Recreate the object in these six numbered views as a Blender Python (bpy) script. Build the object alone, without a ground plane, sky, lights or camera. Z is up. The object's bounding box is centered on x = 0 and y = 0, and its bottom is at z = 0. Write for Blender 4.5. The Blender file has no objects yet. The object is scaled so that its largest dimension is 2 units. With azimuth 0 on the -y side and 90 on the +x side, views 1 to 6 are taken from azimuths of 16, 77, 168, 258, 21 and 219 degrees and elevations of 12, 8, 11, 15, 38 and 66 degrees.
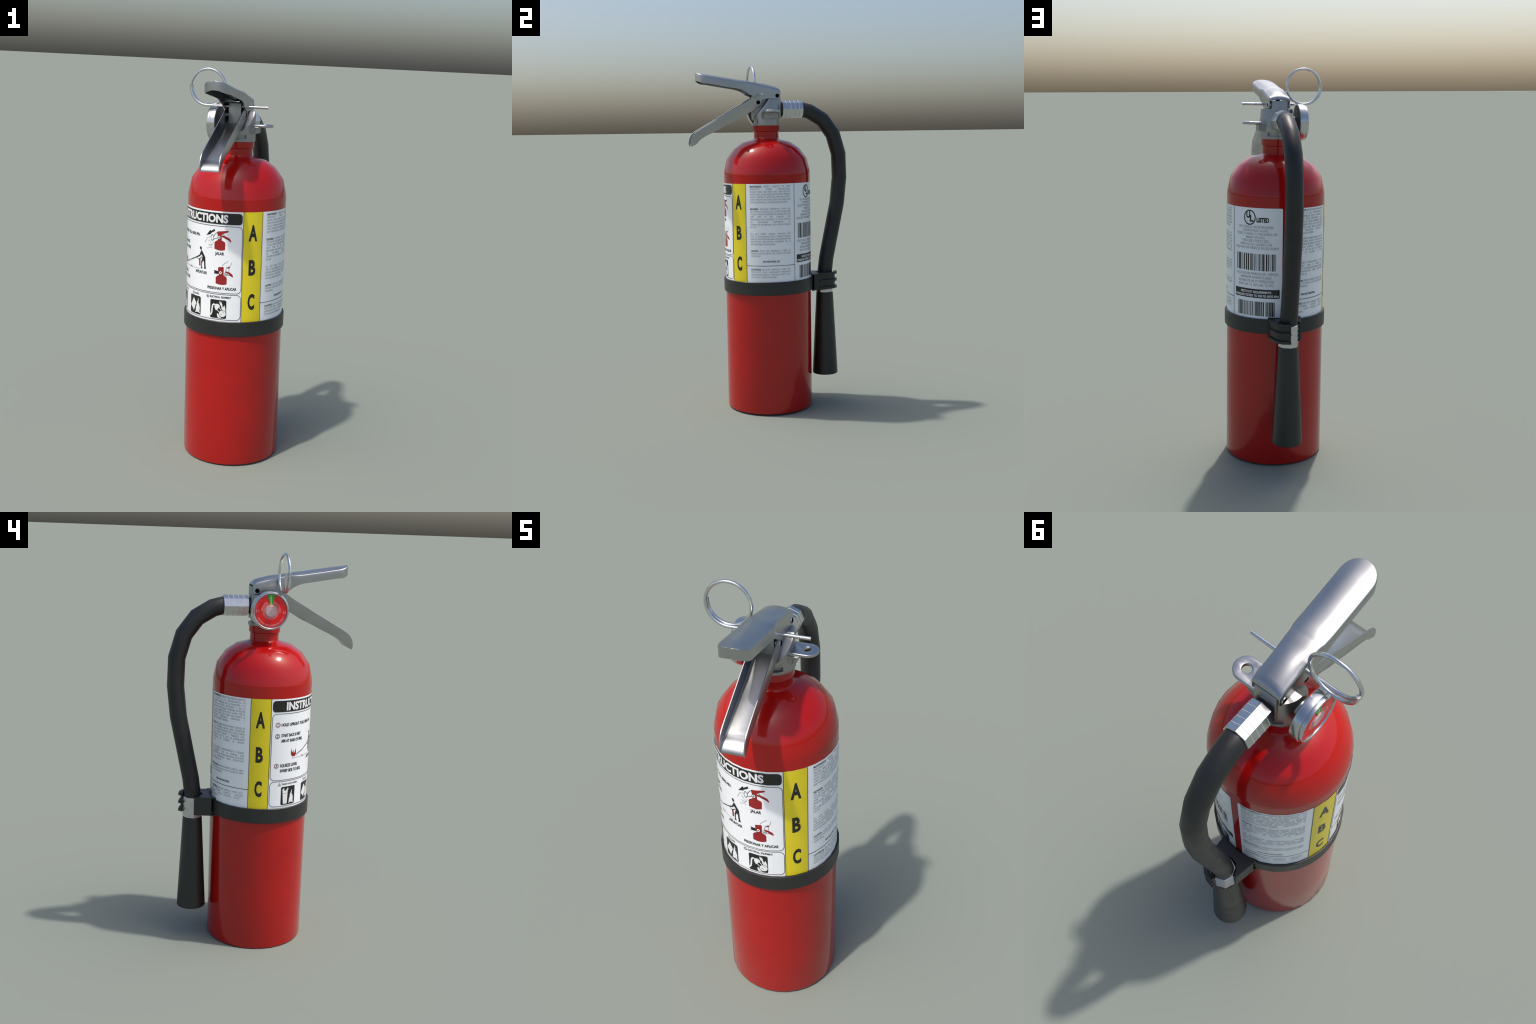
# A red ABC dry-chemical fire extinguisher, built part by part.
# Local frame: cylinder axis = z, carry handle points to -y, gauge on -x, hose on +y.
import bpy, bmesh, math
from math import sin, cos, pi, radians, degrees, hypot, atan2, sqrt
from mathutils import Vector, Matrix
from mathutils.geometry import tessellate_polygon

scene = bpy.context.scene
coll = scene.collection

# ------------------------------------------------------------------ root
root = bpy.data.objects.new("fire_extinguisher", None)
coll.objects.link(root)
root.location = (0.0114, -0.0170, 0.0038)
root.rotation_euler = (0.0, -0.0152, 0.0)          # it stands a hair out of plumb
root.empty_display_size = 0.2
root["label"] = "red ABC fire extinguisher with metal valve, gauge and black hose"
root["category"] = "fire extinguisher"

# ------------------------------------------------------------------ materials
def rgb(h):
    c = [int(h[i:i + 2], 16) / 255 for i in (0, 2, 4)]
    return [x / 12.92 if x <= 0.04045 else ((x + 0.055) / 1.055) ** 2.4 for x in c] + [1.0]

def material(name, color, rough=0.4, metallic=0.0, var=0.0, var_scale=6.0, rough_var=0.0,
             rough_scale=20.0, coat=0.0, coat_rough=0.08, bump=0.0, bump_scale=80.0,
             stretch=(1, 1, 1), spec=0.5, dark=None, dark_amount=0.0, dark_scale=12.0):
    m = bpy.data.materials.new(name)
    m.use_nodes = True
    nt = m.node_tree
    bs = nt.nodes["Principled BSDF"]
    col = color if not isinstance(color, str) else rgb(color)
    bs.inputs["Base Color"].default_value = col
    bs.inputs["Roughness"].default_value = rough
    bs.inputs["Metallic"].default_value = metallic
    bs.inputs["Specular IOR Level"].default_value = spec
    bs.inputs["Coat Weight"].default_value = coat
    bs.inputs["Coat Roughness"].default_value = coat_rough
    tc = nt.nodes.new("ShaderNodeTexCoord")
    mp = nt.nodes.new("ShaderNodeMapping")
    mp.inputs["Scale"].default_value = stretch
    nt.links.new(tc.outputs["Object"], mp.inputs["Vector"])
    src = None
    if var > 0 or dark_amount > 0:
        n = nt.nodes.new("ShaderNodeTexNoise")
        n.inputs["Scale"].default_value = var_scale
        n.inputs["Detail"].default_value = 5
        nt.links.new(mp.outputs[0], n.inputs["Vector"])
        r = nt.nodes.new("ShaderNodeValToRGB")
        r.color_ramp.elements[0].position = 0.3
        r.color_ramp.elements[1].position = 0.7
        r.color_ramp.elements[0].color = [c * (1 - var) for c in col[:3]] + [1]
        r.color_ramp.elements[1].color = [min(1, c * (1 + var)) for c in col[:3]] + [1]
        nt.links.new(n.outputs["Fac"], r.inputs["Fac"])
        src = r.outputs["Color"]
        if dark_amount > 0:
            n2 = nt.nodes.new("ShaderNodeTexNoise")
            n2.inputs["Scale"].default_value = dark_scale
            n2.inputs["Detail"].default_value = 8
            n2.inputs["Roughness"].default_value = 0.65
            nt.links.new(mp.outputs[0], n2.inputs["Vector"])
            r2 = nt.nodes.new("ShaderNodeValToRGB")
            r2.color_ramp.elements[0].position = 0.52
            r2.color_ramp.elements[0].color = (0, 0, 0, 1)
            r2.color_ramp.elements[1].position = 0.72
            r2.color_ramp.elements[1].color = (dark_amount,) * 3 + (1,)
            nt.links.new(n2.outputs["Fac"], r2.inputs["Fac"])
            mx = nt.nodes.new("ShaderNodeMix")
            mx.data_type = 'RGBA'
            nt.links.new(r2.outputs["Color"], mx.inputs["Factor"])
            nt.links.new(src, mx.inputs["A"])
            mx.inputs["B"].default_value = dark if not isinstance(dark, str) else rgb(dark)
            src = mx.outputs["Result"]
        nt.links.new(src, bs.inputs["Base Color"])
    if rough_var > 0:
        n3 = nt.nodes.new("ShaderNodeTexNoise")
        n3.inputs["Scale"].default_value = rough_scale
        n3.inputs["Detail"].default_value = 6
        nt.links.new(mp.outputs[0], n3.inputs["Vector"])
        mr = nt.nodes.new("ShaderNodeMapRange")
        mr.inputs["From Min"].default_value = 0.3
        mr.inputs["From Max"].default_value = 0.7
        mr.inputs["To Min"].default_value = max(0.02, rough - rough_var)
        mr.inputs["To Max"].default_value = rough + rough_var
        nt.links.new(n3.outputs["Fac"], mr.inputs["Value"])
        nt.links.new(mr.outputs[0], bs.inputs["Roughness"])
    if bump > 0:
        n4 = nt.nodes.new("ShaderNodeTexNoise")
        n4.inputs["Scale"].default_value = bump_scale
        n4.inputs["Detail"].default_value = 3
        nt.links.new(mp.outputs[0], n4.inputs["Vector"])
        b = nt.nodes.new("ShaderNodeBump")
        b.inputs["Strength"].default_value = bump
        b.inputs["Distance"].default_value = 0.002
        nt.links.new(n4.outputs["Fac"], b.inputs["Height"])
        nt.links.new(b.outputs["Normal"], bs.inputs["Normal"])
    return m

M_RED = material("red_enamel", (0.395, 0.0048, 0.0042, 1), rough=0.12, var=0.05, var_scale=9,
                 rough_var=0.02, rough_scale=30, spec=0.5)
M_PAPER = material("label_paper", (0.89, 0.90, 0.915, 1), rough=0.30, var=0.015, var_scale=30)
M_YELLOW = material("yellow_print", (0.78, 0.63, 0.015, 1), rough=0.33, var=0.03, var_scale=15)
M_BLACKINK = material("black_print", (0.012, 0.012, 0.011, 1), rough=0.35, var=0.1, var_scale=30)
M_FINEINK = material("fine_print_ink", (0.32, 0.32, 0.325, 1), rough=0.4, var=0.25, var_scale=120)
M_REDINK = material("red_print", (0.30, 0.012, 0.014, 1), rough=0.35, var=0.06, var_scale=40)
M_WHITEINK = material("white_print", (0.82, 0.82, 0.82, 1), rough=0.35, var=0.02, var_scale=40)
M_RUBBER = material("black_hose_rubber", (0.0125, 0.013, 0.0135, 1), rough=0.46, var=0.18, var_scale=14,
                    rough_var=0.05, bump=0.06, bump_scale=260)
M_PLASTIC = material("black_plastic", (0.0185, 0.019, 0.018, 1), rough=0.42, var=0.12, var_scale=20,
                     rough_var=0.06, bump=0.04, bump_scale=300)
M_CAST = material("cast_aluminium", (0.36, 0.36, 0.355, 1), rough=0.43, metallic=1.0, var=0.05, var_scale=12,
                  rough_var=0.05, rough_scale=18, dark=(0.20, 0.20, 0.20, 1), dark_amount=0.5, dark_scale=9)
M_EYE = material("lightened_cast_metal", (0.46, 0.465, 0.475, 1), rough=0.28, metallic=1.0, var=0.05, var_scale=14,  # cast base lightened to carry the eye's broad bright highlight
                 rough_var=0.04, rough_scale=20)
M_SHEET = material("brushed_sheet_metal", (0.42, 0.425, 0.43, 1), rough=0.33, metallic=1.0, var=0.05, var_scale=12,
                   rough_var=0.04, rough_scale=18, dark=(0.30, 0.31, 0.32, 1), dark_amount=0.35, dark_scale=9,
                   stretch=(1.4, 0.5, 1))
M_BRIGHT = material("bright_plated_metal", (0.56, 0.57, 0.58, 1), rough=0.24, metallic=1.0, var=0.05, var_scale=20,
                    rough_var=0.03, rough_scale=20)
M_CRIMP = material("pale_crimp_metal", (0.56, 0.57, 0.58, 1), rough=0.5, metallic=0.25, var=0.04, var_scale=30)
M_WIRE = material("steel_wire", (0.66, 0.67, 0.68, 1), rough=0.2, metallic=1.0, var=0.08, var_scale=40)
M_BACK = material("darkened_gauge_back", (0.075, 0.078, 0.072, 1), rough=0.55, var=0.1, var_scale=20, spec=0.3)  # dark base mutes the bright reflection bare metal gives on the gauge's back
M_HOLE = material("black_pin_bore", (0.002, 0.002, 0.002, 1), rough=0.9, var=0.1, spec=0.05)
M_TEAL = material("teal_plunger", (0.01, 0.05, 0.07, 1), rough=0.5, var=0.1)
M_DIAL = material("red_dial", (0.74, 0.009, 0.010, 1), rough=0.35, spec=0.35)
def dial_gradient(m, cy, cz):
    """lens sheen painted into the red: pinkish towards the rim, pale halo round the boss."""
    nt = m.node_tree
    bs = nt.nodes["Principled BSDF"]
    tc = nt.nodes.new("ShaderNodeTexCoord")
    sub = nt.nodes.new("ShaderNodeVectorMath"); sub.operation = 'SUBTRACT'; sub.inputs[1].default_value = (0, cy, cz)
    mul = nt.nodes.new("ShaderNodeVectorMath"); mul.operation = 'MULTIPLY'; mul.inputs[1].default_value = (0, 1, 1)
    ln = nt.nodes.new("ShaderNodeVectorMath"); ln.operation = 'LENGTH'
    ra = nt.nodes.new("ShaderNodeValToRGB")
    sc = nt.nodes.new("ShaderNodeMath"); sc.operation = 'DIVIDE'; sc.inputs[1].default_value = 0.08
    el = ra.color_ramp.elements
    el[0].position = 0.36; el[0].color = (0.64, 0.22, 0.22, 1)
    el[1].position = 0.56; el[1].color = (0.78, 0.014, 0.015, 1)
    e2 = el.new(0.74); e2.color = (0.78, 0.012, 0.014, 1)
    e3 = el.new(0.97); e3.color = (0.74, 0.05, 0.058, 1)
    nt.links.new(tc.outputs["Object"], sub.inputs[0]); nt.links.new(sub.outputs[0], mul.inputs[0])
    nt.links.new(mul.outputs[0], ln.inputs[0]); nt.links.new(ln.outputs["Value"], sc.inputs[0])
    nt.links.new(sc.outputs[0], ra.inputs["Fac"]); nt.links.new(ra.outputs["Color"], bs.inputs["Base Color"])
dial_gradient(M_DIAL, 0.0035, 1.7250)
M_GREEN = material("green_dial_zone", (0.015, 0.33, 0.035, 1), rough=0.35, var=0.04, spec=0.35)
M_BOSS = material("pinkish_dial_boss", (0.62, 0.42, 0.42, 1), rough=0.3, var=0.04)
M_NEEDLE = material("pale_needle", (0.88, 0.88, 0.80, 1), rough=0.4, var=0.03)
M_NEEDLE2 = material("yellow_needle_root", (0.70, 0.48, 0.10, 1), rough=0.4, var=0.03)
M_DIALINK = material("pale_dial_lettering", (0.72, 0.36, 0.35, 1), rough=0.4, var=0.03)

# ------------------------------------------------------------------ mesh helpers
def make(name, verts, faces, mat, parent=root, smooth=None, kind=None):
    me = bpy.data.meshes.new(name)
    me.from_pydata([tuple(v) for v in verts], [], faces)
    bm = bmesh.new(); bm.from_mesh(me)
    bmesh.ops.recalc_face_normals(bm, faces=bm.faces)
    bm.to_mesh(me); bm.free()
    ob = bpy.data.objects.new(name, me)
    coll.objects.link(ob)
    ob.parent = parent
    if mat: me.materials.append(mat)
    if smooth is not None: shade(ob, smooth)
    if kind: ob["kind"] = kind
    return ob

def shade(ob, angle):
    me = ob.data
    if angle <= 0:
        for p in me.polygons: p.use_smooth = False
        return
    me.shade_smooth()
    me.set_sharp_from_angle(angle=radians(angle))

def apply_mods(ob):
    dg = bpy.context.evaluated_depsgraph_get()
    dg.update()
    me = bpy.data.meshes.new_from_object(ob.evaluated_get(dg), depsgraph=dg)
    old = ob.data
    ob.modifiers.clear()
    ob.data = me
    me.name = old.name
    bpy.data.meshes.remove(old)

def boolean(ob, cutter, op='DIFFERENCE'):
    md = ob.modifiers.new("b", 'BOOLEAN')
    md.operation = op; md.object = cutter; md.solver = 'EXACT'
    apply_mods(ob)
    bpy.data.objects.remove(cutter, do_unlink=True)

def bevel(ob, width, seg=2, angle=35):
    md = ob.modifiers.new("bev", 'BEVEL')
    md.width = width; md.segments = seg
    md.limit_method = 'ANGLE'; md.angle_limit = radians(angle)
    md.use_clamp_overlap = True
    apply_mods(ob)

def lathe_data(profile, seg, axis='Z', centre=(0, 0, 0), phase=0.0):
    """profile: list of (radius, distance along axis); rings of seg verts, poles where radius = 0."""
    V, F, rings = [], [], []
    for r, h in profile:
        if r < 1e-6:
            rings.append([len(V)]); pts = [(0, 0, h)]
        else:
            rings.append(list(range(len(V), len(V) + seg)))
            pts = [(r * cos(2 * pi * i / seg + phase), r * sin(2 * pi * i / seg + phase), h) for i in range(seg)]
        for x, y, z in pts:
            if axis == 'Z': p = (x, y, z)
            elif axis == 'X': p = (z, x, y)
            else: p = (x, z, y)
            V.append((p[0] + centre[0], p[1] + centre[1], p[2] + centre[2]))
    for a, b in zip(rings, rings[1:]):
        for i in range(seg):
            j = (i + 1) % seg
            if len(a) == 1 and len(b) == 1: continue
            if len(a) == 1: F.append((a[0], b[i], b[j]))
            elif len(b) == 1: F.append((a[i], a[j], b[0]))
            else: F.append((a[i], a[j], b[j], b[i]))
    if len(rings[0]) > 1 and len(rings[-1]) > 1 and profile[0] == profile[-1]:
        pass
    return V, F

def lathe(name, profile, seg, mat, axis='Z', centre=(0, 0, 0), phase=0.0, parent=root, smooth=35):
    V, F = lathe_data(profile, seg, axis, centre, phase)
    return make(name, V, F, mat, parent, smooth)

def prism(name, poly, lo, hi, plane, mat, parent=root, smooth=35):
    """extrude a 2D polygon; plane 'YZ' extrudes along x, 'XZ' along y, 'XY' along z."""
    def P(a, b, c):
        return {'YZ': (c, a, b), 'XZ': (a, c, b), 'XY': (a, b, c)}[plane]
    n = len(poly)
    V = [P(a, b, lo) for a, b in poly] + [P(a, b, hi) for a, b in poly]
    F = [tuple(range(n)), tuple(range(2 * n - 1, n - 1, -1))]
    F += [(i, (i + 1) % n, n + (i + 1) % n, n + i) for i in range(n)]
    return make(name, V, F, mat, parent, smooth)

def loft(name, sections, mat, parent=root, smooth=35, closed=True, caps=True):
    n = len(sections[0])
    V = [p for s in sections for p in s]
    F = []
    for k in range(len(sections) - 1):
        for i in range(n if closed else n - 1):
            j = (i + 1) % n
            F.append((k * n + i, k * n + j, (k + 1) * n + j, (k + 1) * n + i))
    if caps and closed:
        F.append(tuple(range(n)))
        F.append(tuple(range((len(sections) - 1) * n, len(sections) * n)))
    return make(name, V, F, mat, parent, smooth)

def sweep(name, path, radius, seg, mat, parent=root, smooth=50, caps=True, phase=0.0):
    """round tube along a polyline with mitred joints."""
    path = [Vector(p) for p in path]
    n = len(path)
    dirs = [(path[i + 1] - path[i]).normalized() for i in range(n - 1)]
    up = Vector((1, 0, 0))
    if abs(dirs[0].x) > 0.9: up = Vector((0, 0, 1))
    u = (up - dirs[0] * up.dot(dirs[0])).normalized()
    secs = []
    prev = dirs[0]
    for i in range(n):
        if 0 < i < n - 1:
            a, b = dirs[i - 1], dirs[i]
        else:
            a = b = dirs[0] if i == 0 else dirs[-1]
        t = (a + b).normalized()
        q = prev.rotation_difference(a); u = q @ u; prev = a
        w = a.cross(u)
        ring = []
        for k in range(seg):
            ang = 2 * pi * k / seg + phase
            o = (u * cos(ang) + w * sin(ang)) * radius
            # slide along the incoming direction onto the mitre plane
            o = o - a * (o.dot(t) / a.dot(t))
            ring.append(path[i] + o)
        secs.append(ring)
    return loft(name, secs, mat, parent, smooth, True, caps)

# ------------------------------------------------------------------ cylinder body
NB, RB = 32, 0.2500           # the shell is a 32-sided turning
prof = [(0.0, 0.006), (0.225, 0.006), (0.243, 0.0), (0.2482, 0.0), (0.2495, 0.0018), (0.2503, 0.006), (0.2503, 0.30), (0.2500, 0.70),
        (0.2500, 1.10), (0.2500, 1.3665), (0.2493, 1.3790), (0.2486, 1.3822), (0.2472, 1.3900), (0.2325, 1.4550), (0.1915, 1.5125),
        (0.1410, 1.5485), (0.1000, 1.5600), (0.0770, 1.5660), (0.0722, 1.5695), (0.0715, 1.5760), (0.0715, 1.6065), (0.0722, 1.6085),
        (0.0776, 1.6110), (0.0776, 1.6430), (0.0, 1.6430)]
body = lathe("cylinder_body", prof, NB, M_RED, smooth=48)

# ------------------------------------------------------------------ label printing
DEG = RB * pi / 180            # metres of arc per degree

def wrap(az, z, off):
    """label coordinates (degrees from the front, height) -> point on the 32-sided shell."""
    st = 360.0 / NB
    k = (az % st) - st / 2
    r = RB * cos(radians(st / 2)) / cos(radians(k)) + off
    a = radians(az)
    return (r * sin(a), -r * cos(a), z)

glyphs = {}
def _text_mesh(s, bold):
    cu = bpy.data.curves.new("t", 'FONT')
    cu.body = s; cu.size = 1.0; cu.resolution_u = 3
    cu.fill_mode = 'FRONT'
    cu.offset = bold
    ob = bpy.data.objects.new("t", cu)
    coll.objects.link(ob)
    dg = bpy.context.evaluated_depsgraph_get(); dg.update()
    me = bpy.data.meshes.new_from_object(ob.evaluated_get(dg), depsgraph=dg)
    V = [(v.co.x, v.co.y) for v in me.vertices]
    F = [tuple(p.vertices) for p in me.polygons]
    bpy.data.objects.remove(ob, do_unlink=True)
    bpy.data.curves.remove(cu); bpy.data.meshes.remove(me)
    return V, F

def glyph(c, bold):
    key = (c, bold)
    if key not in glyphs:
        base = max(v[0] for v in _text_mesh("II", 0.0)[0]) if ("II",) not in glyphs else glyphs[("II",)]
        glyphs[("II",)] = base
        adv = max(v[0] for v in _text_mesh("I" + c + "I", 0.0)[0]) - base
        V, F = _text_mesh(c, bold) if c != " " else ([], [])
        glyphs[key] = (V, F, adv)
    return glyphs[key]

CAP = max(v[1] for v in _text_mesh("H", 0.0)[0])

class Ink:
    def __init__(self): self.V, self.F = [], []
    def tri(self, V, F):
        b = len(self.V)
        self.V += V
        self.F += [tuple(b + i for i in f) for f in F]
    def poly(self, pts):
        t = tessellate_polygon([[Vector((x * DEG, z, 0)) for x, z in pts]])
        self.tri(list(pts), [tuple(f) for f in t])
    def rect(self, a0, a1, z0, z1): self.poly([(a0, z0), (a1, z0), (a1, z1), (a0, z1)])
    def stroke(self, pts, w, closed=False):
        """line of width w metres through label points, mitred."""
        P = [Vector((x * DEG, z)) for x, z in pts]
        n = len(P); L, Rr = [], []
        for i in range(n):
            if closed: a, b = P[i - 1], P[(i + 1) % n]
            else: a, b = P[max(i - 1, 0)], P[min(i + 1, n - 1)]
            d1 = (P[i] - a); d2 = (b - P[i])
            if d1.length < 1e-9: d1 = d2
            if d2.length < 1e-9: d2 = d1
            d1 = d1.normalized(); d2 = d2.normalized()
            t = d1 + d2
            t = t.normalized() if t.length > 1e-6 else d1
            nn = Vector((-t.y, t.x))
            k = max(0.5, nn.dot(Vector((-d1.y, d1.x))))
            o = nn * (w / 2 / k)
            L.append(P[i] + o); Rr.append(P[i] - o)
        V = [(p.x / DEG, p.y) for p in L + Rr]
        F = [(i, (i + 1) % n, n + (i + 1) % n, n + i) for i in range(n if closed else n - 1)]
        self.tri(V, F)
    def disc(self, a, z, r, seg=28, r2=0.0, sx=1.0):
        out = [(a + r * sx * cos(2 * pi * i / seg) / DEG, z + r * sin(2 * pi * i / seg)) for i in range(seg)]
        if r2 <= 0: self.poly(out); return
        inn = [(a + r2 * sx * cos(2 * pi * i / seg) / DEG, z + r2 * sin(2 * pi * i / seg)) for i in range(seg)]
        self.tri(out + inn, [(i, (i + 1) % seg, seg + (i + 1) % seg, seg + i) for i in range(seg)])
    def width(self, s, bold=0.0): return sum(glyph(c, bold)[2] for c in s)
    def run(self, s, a, z, xs, ys, bold=0.0):
        """glyphs of s from azimuth a at baseline z; xs, ys metres per font unit."""
        for c in s:
            V, F, adv = glyph(c, bold)
            self.tri([(a + x * xs / DEG, z + y * ys) for x, y in V], F)
            a += adv * xs / DEG
        return a
    def text(self, s, a0, a1, z, cap, bold=0.0):
        """s stretched to fill the azimuth span a0..a1, with the given capital height."""
        self.run(s, a0, z, (a1 - a0) * DEG / self.width(s, bold), cap / CAP, bold)
    def justified(self, lines, a0, a1, ztop, pitch, cap, last_left=True, heads=None, headink=None):
        span = (a1 - a0) * DEG
        xs = min(span / self.width(l) for l in lines)
        xs = min(xs, 0.80 * cap / CAP)
        for i, l in enumerate(lines):
            z = ztop - cap - i * pitch
            words = l.split(" ")
            nat = [self.width(w) * xs for w in words]
            if (i == len(lines) - 1 and last_left) or len(words) == 1:
                gap = self.width(" ") * xs * 0.9
            else:
                gap = (span - sum(nat)) / (len(words) - 1)
            a = a0
            for k, (w, nw) in enumerate(zip(words, nat)):
                if i == 0 and k == 0 and headink is not None:
                    headink.run(w, a, z, xs, cap / CAP, 0.022)
                else:
                    self.run(w, a, z, xs, cap / CAP)
                a += (nw + gap) / DEG
    def centred(self, lines, ac, ztop, pitch, cap, widths, bold=0.0):
        for i, (l, w) in enumerate(zip(lines, widths)):
            self.text(l, ac - w / 2, ac + w / 2, ztop - cap - i * pitch, cap, bold)
    def build(self, name, mat, off, parent, cut=True, kind=None):
        me = bpy.data.meshes.new(name)
        me.from_pydata([(x, z * 100, 0) for x, z in self.V], [], self.F)
        if cut:
            bm = bmesh.new(); bm.from_mesh(me)
            lo = min(v[0] for v in self.V); hi = max(v[0] for v in self.V)
            st = 360.0 / NB
            k = math.floor(lo / st) + 1
            while k * st < hi:
                bmesh.ops.bisect_plane(bm, geom=bm.verts[:] + bm.edges[:] + bm.faces[:],
                                       plane_co=(k * st, 0, 0), plane_no=(1, 0, 0), dist=1e-6)
                k += 1
            bm.to_mesh(me); bm.free()
        az = [v.co.x for v in me.vertices]
        for v in me.vertices: v.co = wrap(v.co.x, v.co.y / 100, off)
        bm = bmesh.new(); bm.from_mesh(me)
        for f in bm.faces:
            c = f.calc_center_median()
            if f.normal.x * c.x + f.normal.y * c.y < 0: f.normal_flip()
            f.smooth = True
        bm.to_mesh(me); bm.free()
        me.normals_split_custom_set_from_vertices([(sin(radians(a)), -cos(radians(a)), 0) for a in az])
        me.materials.append(mat)
        ob = bpy.data.objects.new(name, me)
        coll.objects.link(ob); ob.parent = parent
        if kind: ob["kind"] = kind
        return ob

def rrect(a0, a1, z0, z1, r, seg=5):
    """rounded rectangle outline, radius r in metres."""
    ra = r / DEG
    pts = []
    for cx, cz, s in ((a1 - ra, z0 + r, -90), (a1 - ra, z1 - r, 0), (a0 + ra, z1 - r, 90), (a0 + ra, z0 + r, 180)):
        for i in range(seg + 1):
            t = radians(s + 90 * i / seg)
            pts.append((cx + ra * cos(t), cz + r * sin(t)))
    return pts

ZB, ZT = 0.7655, 1.3190        # label bottom and top
A0, A1 = -176.2, 176.7         # the sheet leaves a red gap at the back
YL0, YL1 = -113.9, -91.2       # yellow strips
YR0, YR1 = 25.3, 47.9
AD = 113.6                     # rule between maintenance text and approvals

# the sheet, with a real edge
paper = Ink(); paper.poly(rrect(A0, A1, ZB, ZT, 0.006, 4))
label = paper.build("label", M_PAPER, 0.0007, root)

yellow = Ink(); yellow.rect(YL0, YL1, ZB, ZT)
yellow.build("yellow_strip", M_YELLOW, 0.0012, label)
yellow = Ink(); yellow.rect(YR0, YR1, ZB, ZT)
yellow.build("yellow_strip", M_YELLOW, 0.0012, label)

black, white, redi, fine, capt, over = Ink(), Ink(), Ink(), Ink(), Ink(), Ink()
wline = 0.0026
# rules
for a in (YL0, YL1, YR0, YR1): black.rect(a - 0.28, a + 0.28, ZB, ZT)
black.rect(AD - 0.28, AD + 0.28, ZB, ZT)
black.rect(YR1, AD, 0.8585, 0.8610)
black.rect(A0 + 0.2, YL0, 0.8610, 0.8635)
# heading bar
black.poly(rrect(-89.6, 24.0, 1.2555, 1.3110, 0.0165, 8))
white.text("INSTRUCTIONS", -73.6, 7.9, 1.2645, 0.0365, 0.042)
# frames
black.stroke(rrect(-89.6, 24.3, 0.9115, 1.2465, 0.022, 8), 0.0022, True)
black.stroke(rrect(-89.6, 24.3, 0.7755, 0.9045, 0.022, 8), 0.0022, True)
# A B C
for lo, hi, cx in ((YL0, YL1, -102.7), (YR0, YR1, 36.5)):
    for c, zb, h, w in (("A", 1.1755, 0.0815, 10.2), ("B", 1.0035, 0.0790, 8.2), ("C", 0.8275, 0.0830, 8.2)):
        V, F, adv = glyph(c, 0.040)
        x0 = min(v[0] for v in V); x1 = max(v[0] for v in V); y0 = min(v[1] for v in V); y1 = max(v[1] for v in V)
        black.tri([(cx + ((x - x0) / (x1 - x0) - 0.5) * w, zb + (y - y0) / (y1 - y0) * h) for x, y in V], F)

# instruction steps
for n, z in (("1", 1.1920), ("2", 1.1355), ("3", 0.9855)):
    capt.disc(-82.8, z, 0.0118, 24, 0.0100)
    redi.disc(-82.8, z, 0.0100, 24, 0.0090)
    V, F, adv = glyph(n, 0.02)
    x0 = min(v[0] for v in V); x1 = max(v[0] for v in V)
    h = 0.0125
    redi.tri([(-82.8 + (x - (x0 + x1) / 2) * h / CAP / DEG, z - h / 2 + y * h / CAP) for x, y in V], F)
capt.text("HOLD UPRIGHT. PULL RING PIN.", -78.7, -27.8, 1.1845, 0.0142, 0.028)
capt.text("START BACK 8 FEET.", -78.3, -49.9, 1.1315, 0.0142, 0.028)
capt.text("AIM AT BASE OF FIRE.", -78.3, -46.8, 1.1045, 0.0142, 0.028)
capt.text("SQUEEZE LEVER.", -78.3, -53.8, 0.9790, 0.0142, 0.028)
capt.text("SWEEP SIDE TO SIDE.", -78.3, -47.4, 0.9525, 0.0142, 0.028)
capt.text("JALAR", -6.1, 4.0, 1.1030, 0.0140, 0.030)
capt.text("APUNTAR", -34.4, -16.7, 0.9965, 0.0140, 0.030)
capt.text("PRESIONAR Y APLICAR", -15.5, 19.1, 0.9280, 0.0130, 0.030)
capt.text("2m", -47.5, -41.5, 1.0155, 0.0085, 0.012)

# pictogram: pull the ring pin
redi.poly([(-4.8, 1.215), (-3.9, 1.2195), (8.7, 1.226), (8.5, 1.219), (2.4, 1.209), (0.9, 1.202), (1.2, 1.175), (-3.5, 1.175), (-3.7, 1.198)])
redi.poly([(0.9, 1.194), (1.6, 1.2015), (4.8, 1.199), (10.5, 1.187), (12.3, 1.172), (11.5, 1.169), (9.5, 1.177), (3.3, 1.190)])
redi.poly([(-3.7, 1.176), (1.2, 1.176), (4.7, 1.169), (5.4, 1.161), (5.1, 1.1305), (3.2, 1.1275), (0.1, 1.1255), (-4.0, 1.1275), (-7.5, 1.1325), (-7.5, 1.163), (-6.2, 1.170)])
white.disc(-2.0, 1.1905, 0.0088, 22, 0.0, 0.85); over.disc(-2.0, 1.1905, 0.0104, 22, 0.0084, 0.85); over.stroke([(-2.9, 1.1895), (-1.1, 1.1915)], 0.0022); over.stroke([(-2.0, 1.1955), (-2.0, 1.1855)], 0.0022)
black.poly([(-18.4, 1.1945), (-13.0, 1.224), (-12.2, 1.2175), (-7.8, 1.2305), (-7.1, 1.221), (-12.2, 1.208), (-12.2, 1.2035)])
black.disc(-10.3, 1.1870, 0.0155, 20, 0.0125, 0.52)
black.stroke([(-9.2, 1.178), (-6.4, 1.183), (-4.2, 1.187)], 0.0020)
black.stroke([(-8.6, 1.190), (-7.3, 1.203), (-5.0, 1.214)], 0.0020)
black.stroke([(1.8, 1.204), (4.8, 1.205)], 0.0014)
black.stroke([(2.8, 1.208), (4.2, 1.200)], 0.0014)
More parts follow.
